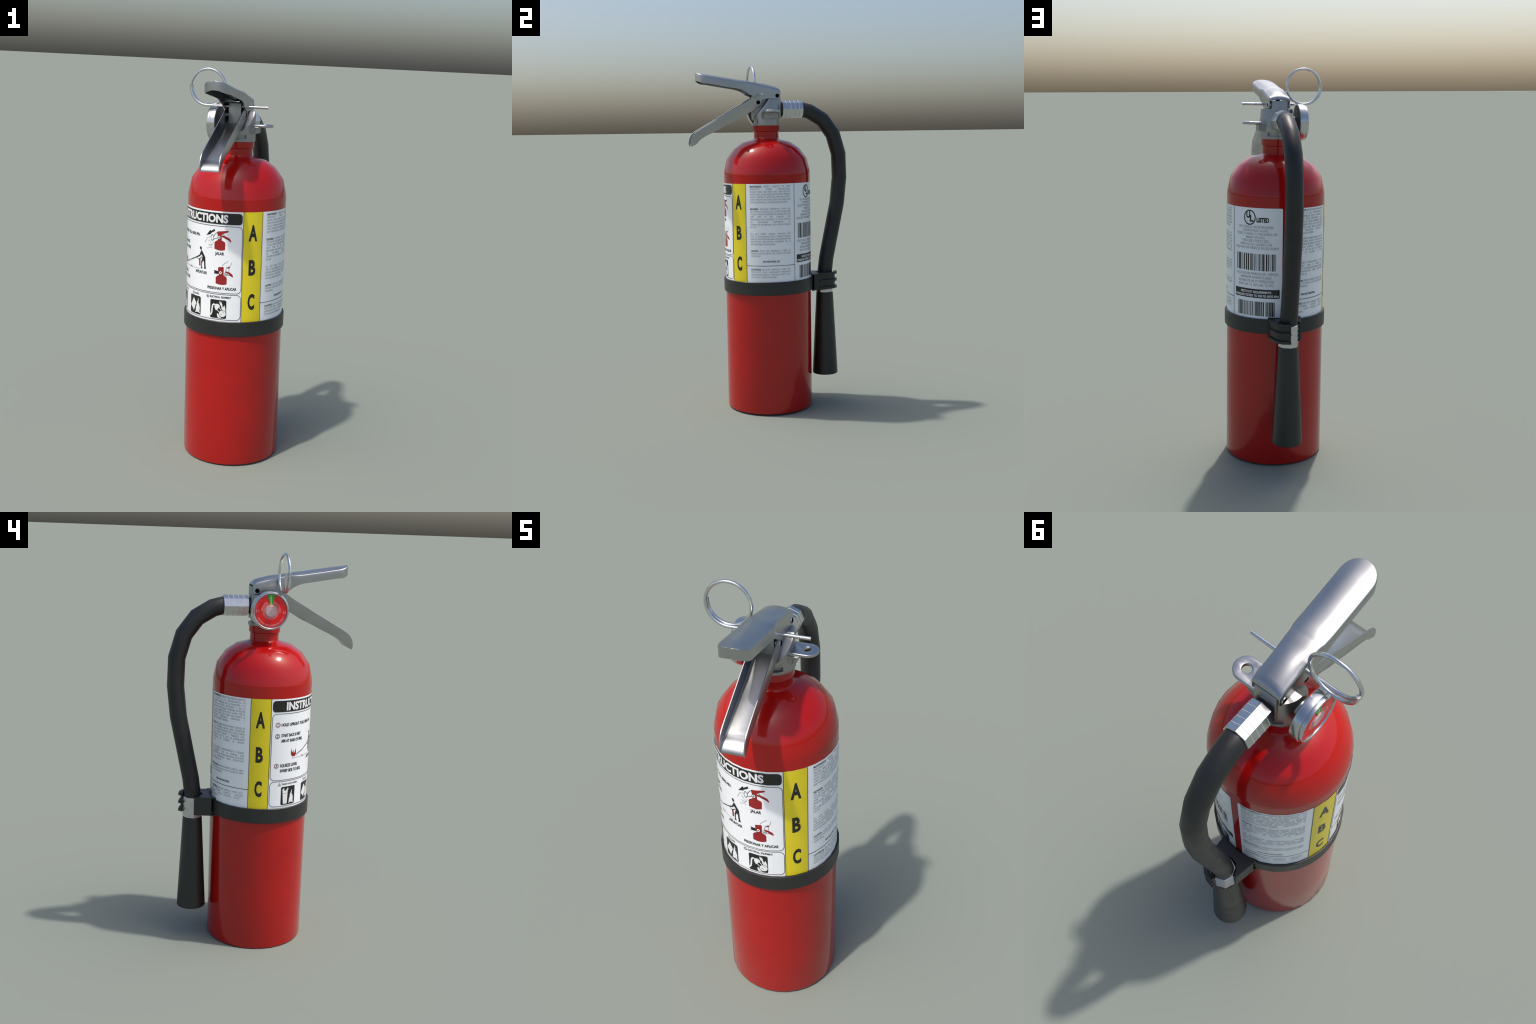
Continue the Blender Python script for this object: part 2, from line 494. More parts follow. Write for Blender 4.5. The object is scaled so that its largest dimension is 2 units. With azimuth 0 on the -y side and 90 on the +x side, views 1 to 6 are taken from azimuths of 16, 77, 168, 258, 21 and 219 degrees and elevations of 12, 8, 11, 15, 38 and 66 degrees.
for l in ([(-20.1, 1.157), (-16.9, 1.183), (-13.4, 1.189), (-11.9, 1.187)], [(-18.0, 1.129), (-14.5, 1.134), (-9.9, 1.137)],
          [(-14.8, 1.176), (-12.4, 1.162), (-11.6, 1.156)], [(-16.0, 1.151), (-12.8, 1.149), (-10.0, 1.153)],
          [(-14.4, 1.143), (-11.5, 1.143), (-9.4, 1.157), (-8.9, 1.166)], [(-13.6, 1.171), (-15.2, 1.166)]):
    black.stroke(l, 0.0010)
# pictogram: aim at the base of the fire
black.poly([(-26.5, 1.1325), (-28.3, 1.1285), (-27.6, 1.122), (-27.0, 1.116), (-25.3, 1.115), (-24.8, 1.128)])
black.poly([(-25.5, 1.114), (-23.5, 1.109), (-20.6, 1.090), (-19.3, 1.081), (-19.2, 1.057), (-18.6, 1.031), (-17.6, 1.0245), (-21.3, 1.0235),
            (-20.4, 1.030), (-21.1, 1.058), (-22.1, 1.065), (-24.0, 1.051), (-24.0, 1.032), (-23.0, 1.0225), (-26.2, 1.022), (-25.1, 1.030),
            (-25.4, 1.055), (-23.3, 1.079), (-23.3, 1.086), (-25.9, 1.093), (-27.2, 1.083), (-32.6, 1.073), (-33.4, 1.0765), (-28.4, 1.088)])
black.stroke([(-24.0, 1.082), (-26.0, 1.074), (-28.4, 1.069)], 0.0036)
black.stroke([(-32.8, 1.0745), (-43.9, 1.0545)], 0.0042)
black.stroke([(-32.2, 1.0740), (-29.6, 1.066), (-27.0, 1.0670)], 0.0030)
for dz in (-0.0042, 0.0, 0.0042):
    black.stroke([(-43.9, 1.0530 + dz * 0.4), (-57.0, 1.0335 + dz)], 0.0011)
redi.poly([(-29.2, 1.0655), (-26.8, 1.0655), (-26.4, 1.0345), (-28.6, 1.0330)])
redi.poly([(-64.0, 1.069), (-64.6, 1.052), (-64.2, 1.036), (-62.4, 1.027), (-58.4, 1.026), (-56.9, 1.037), (-57.0, 1.050), (-57.5, 1.067), (-58.7, 1.047),
           (-60.2, 1.043), (-61.0, 1.060), (-62.2, 1.047), (-63.3, 1.053)])
black.stroke([(-61.9, 1.0190), (-48.6, 1.0185)], 0.0011)
black.stroke([(-40.4, 1.0185), (-27.0, 1.0190)], 0.0011)
black.stroke([(-61.9, 1.0225), (-61.9, 1.0155)], 0.0011)
# pictogram: squeeze
redi.poly([(-2.4, 1.039), (-1.8, 1.0415), (3.5, 1.0450), (4.2, 1.0415), (4.1, 1.001), (-1.1, 1.001), (-1.4, 1.008), (-2.2, 1.010)])
black.poly([(-7.4, 1.024), (-2.2, 1.022), (-2.2, 1.007), (-7.4, 1.008), (-6.5, 1.012), (-7.2, 1.014), (-6.5, 1.017), (-7.2, 1.020)])
redi.poly([(-1.1, 1.002), (4.1, 1.002), (7.1, 0.995), (8.0, 0.988), (7.9, 0.9585), (5.6, 0.9550), (2.7, 0.9535), (-1.5, 0.9550), (-5.0, 0.9590), (-5.0, 0.989), (-3.5, 0.997)])
redi.poly([(6.1, 1.025), (11.0, 1.0195), (14.1, 1.0095), (15.2, 0.9975), (14.5, 0.995), (11.1, 1.004), (9.0, 1.010), (6.2, 1.019)])
redi.poly([(8.8, 1.0465), (11.6, 1.049), (10.6, 1.040), (8.6, 1.040)])
white.disc(0.7, 1.0150, 0.0085, 22, 0.0, 0.8); over.disc(0.7, 1.0150, 0.0026, 12); over.disc(0.7, 1.0150, 0.0100, 22, 0.0082, 0.8)
for l in ([(2.4, 1.049), (4.6, 1.061), (9.2, 1.075)], [(13.2, 1.070), (11.6, 1.050)], [(6.1, 1.027), (7.3, 1.036), (7.8, 1.046)],
          [(10.2, 1.022), (10.2, 1.031), (10.7, 1.039)], [(7.0, 1.040), (10.0, 1.040), (11.5, 1.049)]):
    black.stroke(l, 0.0012)
for a, z in ((6.2, 1.013), (7.8, 1.011), (9.4, 1.009), (4.9, 1.009), (6.9, 1.006)):
    white.disc(a, z, 0.0046, 12); over.disc(a, z, 0.0050, 12, 0.0040)

# class pictograms
capt.text("TRASH", -75.2, -67.8, 0.8855, 0.0082, 0.02)
capt.text("WOOD", -66.7, -60.4, 0.8855, 0.0082, 0.02)
capt.text("PAPER", -59.4, -52.5, 0.8855, 0.0082, 0.02)
capt.disc(-67.3, 0.8895, 0.0013, 8); capt.disc(-59.9, 0.8895, 0.0013, 8)
capt.stroke([(-80.0, 0.8815), (-75.9, 0.8815), (-77.95, 0.8985)], 0.0011, True)
capt.text("A", -78.9, -77.1, 0.8835, 0.0080, 0.015)
capt.stroke([(-39.6, 0.8790), (-37.0, 0.8790), (-37.0, 0.8970), (-39.6, 0.8970)], 0.0009, True)
capt.text("B", -39.1, -37.4, 0.8835, 0.0090, 0.0)
capt.text("LIQUIDS", -36.4, -28.0, 0.8845, 0.0080, 0.02)
capt.disc(-14.7, 0.8885, 0.0078, 20, 0.0064)
capt.text("C", -15.7, -13.6, 0.8845, 0.0082, 0.03)
capt.text("ELECTRICAL", -11.9, 0.8, 0.8855, 0.0090, 0.026)
capt.text("EQUIPMENT", 1.9, 13.4, 0.8855, 0.0090, 0.026)
for a0, a1 in ((-75.5, -56.4), (-43.8, -24.9), (-10.9, 8.3)):
    black.poly(rrect(a0, a1, 0.7815, 0.8755, 0.0065, 4))
# waste bin and camp fire
white.poly([(-73.8, 0.8555), (-66.7, 0.8555), (-67.5, 0.7865), (-72.5, 0.7865)])
for cx in (-72.6, -67.2):
    white.poly([(cx - 1.2, 0.8560), (cx - 1.5, 0.8640), (cx - 0.5, 0.8610), (cx - 0.2, 0.8720), (cx + 0.6, 0.8630), (cx + 1.5, 0.8680), (cx + 1.0, 0.8560)])
over.rect(-73.5, -67.0, 0.8412, 0.8422)
def fire(cx, zb, s):
    white.poly([(cx - 2.6 * s, zb + 0.012), (cx - 2.9 * s, zb + 0.024 * s), (cx - 1.9 * s, zb + 0.034 * s), (cx - 1.5 * s, zb + 0.050 * s), (cx - 0.4 * s, zb + 0.056 * s),
                (cx + 0.6 * s, zb + 0.073 * s), (cx + 1.1 * s, zb + 0.058 * s), (cx + 0.8 * s, zb + 0.048 * s), (cx + 2.2 * s, zb + 0.044 * s),
                (cx + 2.6 * s, zb + 0.030 * s), (cx + 3.2 * s, zb + 0.036 * s), (cx + 2.9 * s, zb + 0.018), (cx + 1.8 * s, zb + 0.010)])
    white.stroke([(cx - 3.6 * s, zb + 0.0045), (cx + 3.0 * s, zb + 0.0135)], 0.0052)
    white.stroke([(cx - 3.0 * s, zb + 0.0135), (cx + 3.6 * s, zb + 0.0045)], 0.0052)
fire(-61.6, 0.7850, 1.0)
# fuel can (a tilted diamond) and fire
white.poly([(-37.2, 0.8625), (-32.9, 0.8435), (-32.5, 0.834), (-36.4, 0.7955), (-43.1, 0.8195)])
fire(-29.6, 0.7865, 1.12)
# plug, cord and burning outlet
white.stroke([(-10.9, 0.794), (-9.3, 0.803), (-8.7, 0.815), (-8.5, 0.830), (-7.9, 0.846), (-6.6, 0.8515), (-5.2, 0.850), (-4.2, 0.846)], 0.0075)
white.poly([(-5.4, 0.846), (-4.6, 0.851), (-3.3, 0.8545), (-1.6, 0.8555), (-0.2, 0.852), (1.2, 0.8440), (-0.6, 0.834), (-2.0, 0.8275), (-3.3, 0.820), (-4.6, 0.826), (-5.6, 0.837)])
white.stroke([(0.0, 0.8375), (2.5, 0.8250)], 0.0034)
white.stroke([(-2.3, 0.8255), (0.4, 0.8130)], 0.0034)
white.disc(4.0, 0.8065, 0.0172, 26)
over.stroke([(4.1, 0.8195), (5.8, 0.8125)], 0.0016); over.stroke([(1.9, 0.8060), (3.7, 0.7985)], 0.0016)
over.disc(4.0, 0.8065, 0.0190, 26, 0.0174)
white.poly([(0.5, 0.870), (0.4, 0.860), (1.1, 0.852), (2.4, 0.845), (3.0, 0.832), (4.3, 0.8235), (6.0, 0.8235), (7.8, 0.8170), (7.4, 0.832), (6.2, 0.8515),
            (5.2, 0.840), (4.7, 0.846), (4.2, 0.837), (3.7, 0.854), (2.2, 0.869), (1.9, 0.858), (1.4, 0.869)])
white.poly([(-1.2, 0.8080), (-2.4, 0.803), (-2.0, 0.790), (-0.6, 0.7840), (3.0, 0.7850), (0.9, 0.7920), (-0.2, 0.800)])

# maintenance text (English panel)
E1 = ["MAINTENANCE: INSPECT MONTHLY OR MORE", "FREQUENTLY WHERE CIRCUMSTANCES", "REQUIRE. MAKE SURE HOSE AND COIN ARE NOT",
      "OBSTRUCTED. GAUGE PRESSURE MUST BE IN OPERABLE", "RANGE. LOCKPIN & TAMPER SEAL MUST BE IN PLACE.", "CHECK WEIGHT OF EXTINGUISHER INCLUDING HOSE",
      "AND HORN ANNUALLY. DISCHARGE VALVE CLEAN."]
E2 = ["RECHARGE: RECHARGE IMMEDIATELY AFTER ANY", "USE. PARTIAL DISCHARGE MAY CAUSE EXTINGUISHER", "TO LEAK. HAVE EXTINGUISHER RECHARGED WITH THE",
      "SAME TYPE OF DRY CHEMICAL AND", "PRESSURIZED WITH NITROGEN TO 195 PSI ONLY BY", "AN AUTHORIZED DISTRIBUTOR OR", "CHARGER IN ACCORDANCE WITH SERVICE MANUAL", "NO. 640."]
E3 = ["DO NOT INVERT. INSPECT, MAINTAIN AND", "TEST IN ACCORDANCE WITH OWNERS MANUAL", "SUPPLIED WITH EXTINGUISHER AND NATIONAL FIRE",
      "PROTECTION ASSOCIATION STANDARD NO. 10", "PORTABLE FIRE EXTINGUISHERS."]
E4 = ["CAUTION: AFTER USE IMMEDIATELY CLEAN ALL", "SURFACES CONTACTED BY DRY CHEMICAL TO AVOID", "CORROSION."]
E5 = ["CONTENTS: ABC DRY CHEMICAL / HMIS 1-0-0 /", "MUSCOVITE MICA, AMMONIUM PHOSPHATE,", "AMMONIUM SULFATE / NUISANCE DUST, TALC /", "CONTENTS UNDER PRESSURE"]
S1 = ["MANTENIMIENTO: INSPECCIONE MENSUALMENTE O", "MAS SEGUIDO SI LAS CIRCUNSTANCIAS LO", "REQUIEREN. VERIFIQUE QUE LA MANGUERA Y LA", "BOQUILLA NO ESTEN OBSTRUIDAS Y QUE LA",
      "PRESION ESTE EN EL RANGO OPERABLE. EL SEGURO", "Y EL SELLO DEBEN ESTAR EN SU LUGAR. PESE EL", "EXTINTOR CADA DOCE MESES INCLUYENDO LA",
      "MANGUERA. DESCARGUE, MANTENGA Y", "RECARGUE SEGUN LA NORMA."]
S2 = ["RECARGA: RECARGUE INMEDIATAMENTE DESPUES DE", "USAR. LA DESCARGA PARCIAL PUEDE OCASIONAR", "FUGA DEL EXTINTOR. RECARGUE SOLO CON EL MISMO", "TIPO DE POLVO QUIMICO Y PRESURICE CON",
      "NITROGENO A 195 PSI POR UN DISTRIBUIDOR", "AUTORIZADO DE ACUERDO AL MANUAL", "NO. 640."]
S3 = ["NO LO INVIERTA. MANTENIMIENTO Y PRUEBA", "DE ACUERDO CON EL MANUAL DEL", "PROPIETARIO Y LA NORMA NACIONAL DE FUEGO", "DE LA ASOCIACION PARA EXTINTORES", "PORTATILES NO. 10."]
S4 = ["PRECAUCION: INMEDIATAMENTE LIMPIE EL AREA", "EN CONTACTO CON EL POLVO QUIMICO PARA", "EVITAR CORROSION."]
S5 = ["CONTENIDO: ABC DRY CHEMICAL / HMIS 1-0-0 /", "MICA, AMONIO FOSFATO, AMONIO", "SULFATO / POLVO MOLESTO, TALCO /", "BAJO PRESION"]
heads = Ink()
c1 = 0.0092
fine.justified(E1, 54.1, 107.6, 1.3090, 0.01455, c1, headink=heads)
fine.justified(E2, 54.1, 107.6, 1.1840, 0.01455, c1, headink=heads)
fine.justified(E3, 54.1, 107.6, 1.0445, 0.01455, c1)
fine.justified(E4, 54.1, 107.6, 0.9490, 0.01455, c1, headink=heads)
heads.text("FOR INDUSTRIAL USE", 69.9, 91.7, 0.8795, 0.0095, 0.022)
fine.justified(E5, 54.1, 107.6, 0.8435, 0.01455, c1, headink=heads)
fine.justified(S1, -173.2, -120.0, 1.3125, 0.01420, c1, headink=heads)
fine.justified(S2, -173.2, -120.0, 1.1720, 0.01420, c1, headink=heads)
fine.justified(S3, -173.2, -120.0, 1.0500, 0.01420, c1)
fine.justified(S4, -173.2, -120.0, 0.9600, 0.01420, c1, headink=heads)
heads.text("PARA USO INDUSTRIAL", -160.5, -137.8, 0.8815, 0.0095, 0.022)
fine.justified(S5, -173.2, -120.0, 0.8440, 0.01420, c1, headink=heads)

# approvals panel
ca = 146.2
black.disc(138.1, 1.2710, 0.0372, 40, 0.0314, 0.90)
black.text("U", 133.6, 138.8, 1.2700, 0.0290, 0.045)
black.text("L", 138.0, 142.6, 1.2520, 0.0290, 0.045)
black.text("LISTED", 146.7, 161.4, 1.2500, 0.0205, 0.048)
fine.disc(135.4, 1.2560, 0.0030, 12, 0.0022)
fine.centred(["DRY CHEMICAL FIRE EXTINGUISHER", "CLASSIFICATION 2-A:10-B:C", "TESTED TO ANSI/UL 711 AND ANSI/UL 299", "MARINE TYPE USCG",
              "TYPE A SIZE II, TYPE B:C SIZE I", "APPROVAL NO. 162.028/EX 2764", "VALID ONLY WITH BRACKET 818, 821 OR 861H"], ca - 1.3, 1.2310, 0.01720, 0.0122,
             [43, 33, 51, 24, 34, 40, 55])
fine.centred(["5 LB (2.27 KG) MULTIPURPOSE DRY CHEMICAL", "AMMONIUM PHOSPHATE BASED", "SUITABLE FOR USE AT TEMPERATURES", "FROM -65F TO 120F (-54C TO 49C)"],
             ca - 1.0, 0.9985, 0.01850, 0.0130, [54, 39, 45, 45])
def barcode(a0, a1, z0, z1, seed):
    """bars of one to three modules, from a small linear congruential generator."""
    s, a = seed, a0
    mod = (a1 - a0) / 95.0
    while a < a1 - mod:
        s = (s * 1103515245 + 12345) & 0x7fffffff
        w = mod * (1 + (s >> 16) % 3)
        s = (s * 1103515245 + 12345) & 0x7fffffff
        g = mod * (1 + (s >> 16) % 3)
        black.rect(a, min(a + w, a1), z0, z1)
        a += w + g
barcode(119.9, 171.0, 1.0085, 1.0925, 7)
barcode(122.2, 168.4, 0.7795, 0.8520, 23)
black.rect(117.2, 174.0, 0.8705, 0.9150)
white.text("MEETS DOT REQUIREMENTS", 126.3, 164.5, 0.8950, 0.0110, 0.03)
white.text("PRESSURE TESTED TO 585 PSI (4035 kPa)", 118.2, 173.0, 0.8765, 0.0110, 0.03)

black.build("black_print", M_BLACKINK, 0.0017, label, kind="stuff")
redi.build("red_print", M_REDINK, 0.0014, label, kind="stuff")
white.build("white_print", M_WHITEINK, 0.0022, label, kind="stuff")
over.build("black_detail_print", M_BLACKINK, 0.0026, label, kind="stuff")
capt.build("caption_lettering", M_BLACKINK, 0.0017, label, cut=False, kind="stuff")
heads.build("bold_fine_lettering", M_BLACKINK, 0.0017, label, cut=False, kind="stuff")
fine.build("fine_lettering", M_FINEINK, 0.0015, label, cut=False, kind="stuff")

# ------------------------------------------------------------------ band and hose clamp
band = lathe("retaining_band", [(0.2515, 0.6925), (0.2590, 0.6915), (0.2607, 0.6935), (0.2607, 0.7645), (0.2590, 0.7665), (0.2530, 0.7665), (0.2515, 0.7650), (0.2515, 0.6925)],
             NB, M_PLASTIC, smooth=40)
HY = 0.3445                    # hose drop line (x = 0, y = HY)
NR = 0.0505                    # octagonal coupling radius
# core block behind the coupling: arc cut for the nut, flat sides
arc = [(-0.0500 * cos(radians(t)), HY - 0.0515 * sin(radians(t))) for t in (12, 35, 60, 90, 120, 145, 172)]
core = [(-0.0790, 0.2570), (-0.0625, 0.3440), (-0.0530, 0.3440)] + arc + [(0.0530, 0.3400), (0.0720, 0.3350), (0.0805, 0.3050), (0.0820, 0.2570)]
clamp = prism("hose_clamp", core, 0.6785, 0.7745, 'XY', M_PLASTIC, parent=root)
bevel(clamp, 0.0012, 1)
shade(clamp, 35)
plate = [(-0.0832, 0.2370), (-0.0795, 0.2585), (0.0825, 0.2585), (0.0842, 0.2420)] + \
        [(0.255 * sin(radians(t)), 0.255 * cos(radians(t))) for t in (17, 11, 5, 0, -5, -11, -17)]
for z0, z1 in ((0.7685, 0.7765), (0.6770, 0.6850)):
    lip = prism("clamp_lip", plate, z0, z1, 'XY', M_PLASTIC, parent=clamp)
# spring arm that wraps the +x side of the coupling
def arm_section(off_in, off_out):
    inner = [(0.0690, 0.298), (0.0655, 0.335), (0.0530, 0.3720), (0.0340, 0.3905), (0.0010, 0.3985)]
    outer = []
    for (x, y) in inner:
        d = Vector((x, y - HY + 0.02)).normalized()
        outer.append((x + d.x * off_out, y + d.y * off_out))
    inner2 = []
    for (x, y) in inner:
        d = Vector((x, y - HY + 0.02)).normalized()
        inner2.append((x + d.x * off_in, y + d.y * off_in))
    return outer + inner2[::-1]
arm = prism("clamp_arm", arm_section(-0.002, 0.0080), 0.6800, 0.7770, 'XY', M_PLASTIC, parent=clamp, smooth=30)
for zc in (0.7740, 0.7320, 0.6900):
    rib = prism("clamp_rib", arm_section(0.003, 0.0200), zc - 0.0070, zc + 0.0070, 'XY', M_PLASTIC, parent=clamp)
    bevel(rib, 0.002, 2); shade(rib, 35)

# ------------------------------------------------------------------ hose
hose_path = [(0, 0.2050, 1.7340), (0, 0.2130, 1.7340), (0.000, 0.2600, 1.7218), (0.0005, 0.3375, 1.6755), (0.0005, 0.4003, 1.5918), (0.0006, 0.4342, 1.4770),
             (0.0008, 0.4388, 1.3380), (0.0003, 0.4230, 1.1835), (-0.002, 0.3565, 0.8590), (0, 0.3475, 0.7870), (0, HY, 0.7000)]
hose = sweep("hose", hose_path, 0.0433, 12, M_RUBBER, smooth=60, phase=pi / 12)

def coupling(name, axis, centre, d0, d1, n, parent):
    seg_len = (d1 - d0) / n
    p = [(0.030, d0), (NR - 0.0035, d0), (NR, d0 + 0.0015), (NR, d1 - 0.0015), (NR - 0.0030, d1), (0.0430, d1), (0.0425, d1 - 0.004), (0.030, d1 - 0.004)]
    ob = lathe(name, p, 8, M_BRIGHT, axis=axis, centre=centre, parent=parent, smooth=0)
    for k in range(1, n):
        d = d0 + k * seg_len
        lathe("crimp_ring", [(NR - 0.002, d - 0.0009), (NR + 0.0006, d - 0.0009), (NR + 0.0011, d - 0.0003), (NR + 0.0011, d + 0.0003), (NR + 0.0006, d + 0.0009), (NR - 0.002, d + 0.0009)],
              8, M_CRIMP, axis=axis, centre=centre, parent=parent, smooth=0)
    return ob
coupling("hose_coupling", 'Y', (0, 0, 1.7360), 0.0900, 0.2130, 5, hose)
coupling("hose_coupling", 'Z', (0, HY, 0), 0.6560, 0.7660, 5, hose)
lathe("dark_cylinder_behind_coupling", [(0.0, 0.070), (0.038, 0.070), (0.038, 0.095), (0.0, 0.095)], 24, M_PLASTIC, axis='Y', centre=(0, 0, 1.7360), parent=hose)
noz = lathe("discharge_nozzle", [(0.0, 0.664), (0.0440, 0.664), (0.0445, 0.6590), (0.0500, 0.6510), (0.0502, 0.6470), (0.0752, 0.1670), (0.0750, 0.1620), (0.0735, 0.1605),
                                 (0.0690, 0.1605), (0.0660, 0.1660), (0.0400, 0.6000), (0.0, 0.6000)], 20, M_PLASTIC, centre=(0, HY, 0), parent=hose, smooth=40)

# ------------------------------------------------------------------ valve body
RV = 0.0808
zt = 1.7915
valve = lathe("valve_body", [(0.0, 1.6432), (0.0828, 1.6432), (0.0830, 1.6600), (0.0822, 1.7000), (RV, zt), (0.0, zt)], 40, M_CAST, smooth=35)
wedge = prism("cutter", [(0.0035, zt), (0.0035, 1.95), (-0.2, 1.95), (-0.2, 1.5413), ], -0.2, 0.2, 'YZ', None)
boolean(valve, wedge)
post = prism("cutter", [(-0.0316, -0.0795), (0.0316, -0.0795), (0.0320, 0.000), (0.0425, 0.014), (0.0425, 0.0715), (0.0380, 0.0785), (-0.0380, 0.0785), (-0.0425, 0.0715), (-0.0425, 0.014), (-0.0320, 0.000)],
             1.690, 1.8310, 'XY', None)
boolean(valve, post, 'UNION')
for mid in (-90, 90):
    ring = [(0.0670 * cos(radians(mid + t)), 0.0670 * sin(radians(mid + t))) for t in range(-44, 45, 8)]
    ring += [(0.20 * cos(radians(mid + t)), 0.20 * sin(radians(mid + t))) for t in range(44, -45, -8)]
    boolean(valve, prism("cutter", ring, 1.6572, 1.6765, 'XY', None))
# boss towards the gauge
boss = lathe("cutter", [(0.0, -0.104), (0.030, -0.104), (0.030, -0.060), (0.0, -0.060)], 20, None, axis='X', centre=(0, 0.003, 1.7250))
boolean(valve, boss, 'UNION')
bevel(valve, 0.0016, 2, 40)
valve.data.materials.clear(); valve.data.materials.append(M_CAST)
shade(valve, 38)

# hanging eye with its filleted rib
plan = [(0.052, -0.0390), (0.1150, -0.0390)]
plan += [(0.1290 + 0.0460 * cos(radians(t)), 0.0065 + 0.0460 * sin(radians(t))) for t in range(-80, 81, 16)]
plan += [(0.1150, 0.0520), (0.052, 0.0520)]
eye = prism("hanging_eye", plan, 1.7150, 1.7292, 'XY', M_EYE, parent=valve)
hole = lathe("cutter", [(0.0, 1.70), (0.0158, 1.70), (0.0158, 1.74), (0.0, 1.74)], 24, None, centre=(0.1285, 0.0070, 0))
boolean(eye, hole)
bevel(eye, 0.0042, 3, 40)
eye.data.materials.clear(); eye.data.materials.append(M_EYE)
shade(eye, 50)
web = [(0.050, 1.6830), (0.0850, 1.6830), (0.0855, 1.6920), (0.0880, 1.7010), (0.0940, 1.7085), (0.1020, 1.7130), (0.1130, 1.7155), (0.050, 1.7180)]
for y0, y1 in ((-0.0430, -0.0365), (0.0440, 0.0500)):
    w = prism("eye_rib", web, y0, y1, 'XZ', M_CAST, parent=valve); bevel(w, 0.0012, 1); shade(w, 40)
web2 = [(0.050, 1.6840), (0.0985, 1.6840), (0.0990, 1.6900), (0.0990, 1.7180), (0.050, 1.7180)]
prism("eye_web", web2, -0.0370, 0.0445, 'XZ', M_CAST, parent=valve, smooth=40)
lathe("valve_plunger", [(0.0, 1.825), (0.0105, 1.825), (0.0105, 1.8440), (0.0085, 1.8460), (0.0, 1.8460)], 16, M_TEAL, centre=(0, 0.026, 0), parent=valve)

# ------------------------------------------------------------------ carry handle (inverted channel with a crowned top)
# station: y, half width, edge height, crown, lower edge height
ST = [(0.0758, 0.0500, 1.8335, 0.0050, 1.8150), (0.0735, 0.0525, 1.8360, 0.0110, 1.7990), (0.0690, 0.0535, 1.8375, 0.0165, 1.7950), (0.0600, 0.0542, 1.8390, 0.0225, 1.7942), (0.0462, 0.0545, 1.8425, 0.0245, 1.7940),
      (0.0072, 0.0545, 1.8515, 0.0260, 1.7950), (-0.0200, 0.0545, 1.8570, 0.0265, 1.7935), (-0.0447, 0.0548, 1.8635, 0.0230, 1.7910),
      (-0.0620, 0.0552, 1.8690, 0.0200, 1.7945), (-0.0800, 0.0555, 1.8740, 0.0175, 1.8045), (-0.0970, 0.0555, 1.8795, 0.0155, 1.8150),
      (-0.1080, 0.0560, 1.8800, 0.0165, 1.8175), (-0.1160, 0.0582, 1.8800, 0.0180, 1.8250), (-0.1250, 0.0603, 1.8810, 0.0190, 1.8325), (-0.1489, 0.0608, 1.8840, 0.0195, 1.8445),
      (-0.1760, 0.0608, 1.8870, 0.0195, 1.8515), (-0.2160, 0.0608, 1.8935, 0.0195, 1.8580), (-0.2587, 0.0608, 1.9000, 0.0195, 1.8650), (-0.3000, 0.0608, 1.9070, 0.0190, 1.8720), (-0.3450, 0.0608, 1.9145, 0.0180, 1.8795)]
W0 = 0.0610
for t in (10, 20, 30, 40, 50, 60, 69, 77, 84, 90):
    a = radians(t)
    ST.append((-0.3450 - 0.0610 * sin(a) ** 0.88, W0 * cos(a) ** 0.88 + 1e-5, 1.9145 + 0.0110 * sin(a), 0.0180 - 0.0030 * sin(a), 1.8795 + 0.0185 * (sin(a) ** 2.2)))
secs = []
for y, w, e, c, lo in ST:
    wr = W0 if y < -0.345 else w           # the crown keeps its full width to the rounded front
    f = min(1.0, max(0.0, (y + 0.17) / 0.14))
    rh = min(0.0075 + 0.0045 * f, c * 0.55) # height of the rolled edge
    ins = 0.0065                            # and how far it rolls in
    k0 = min(1.0, w / (1.6 * ins))
    def top(x): return e + rh + (c - rh) * (1 - min(1.0, abs(x) / (wr - ins)) ** 2.3)
    ww = w - k0 * ins
    ze = top(ww)
    s = [(-w, lo), (-w, lo * 0.45 + (ze - rh) * 0.55), (-w, ze - rh)]
    s += [(-w + k0 * ins * (1 - cos(radians(t))), ze - rh + rh * sin(radians(t))) for t in (25, 50, 72)]
    for k in range(0, 11):
        x = -ww + 2 * ww * k / 10
        s.append((x, top(x)))
    s += [(w - k0 * ins * (1 - cos(radians(t))), ze - rh + rh * sin(radians(t))) for t in (72, 50, 25)]
    s += [(w, ze - rh), (w, lo * 0.45 + (ze - rh) * 0.55), (w, lo)]
    secs.append([(x, y, z) for x, z in s])
handle = loft("carry_handle", secs, M_SHEET, closed=False, caps=False, smooth=45)
bm = bmesh.new(); bm.from_mesh(handle.data)
bmesh.ops.remove_doubles(bm, verts=bm.verts, dist=0.00015)
bmesh.ops.recalc_face_normals(bm, faces=bm.faces)
bm.to_mesh(handle.data); bm.free()
md = handle.modifiers.new("s", 'SOLIDIFY'); md.thickness = 0.0062; md.offset = -1; md.use_even_offset = True
apply_mods(handle)
shade(handle, 42)

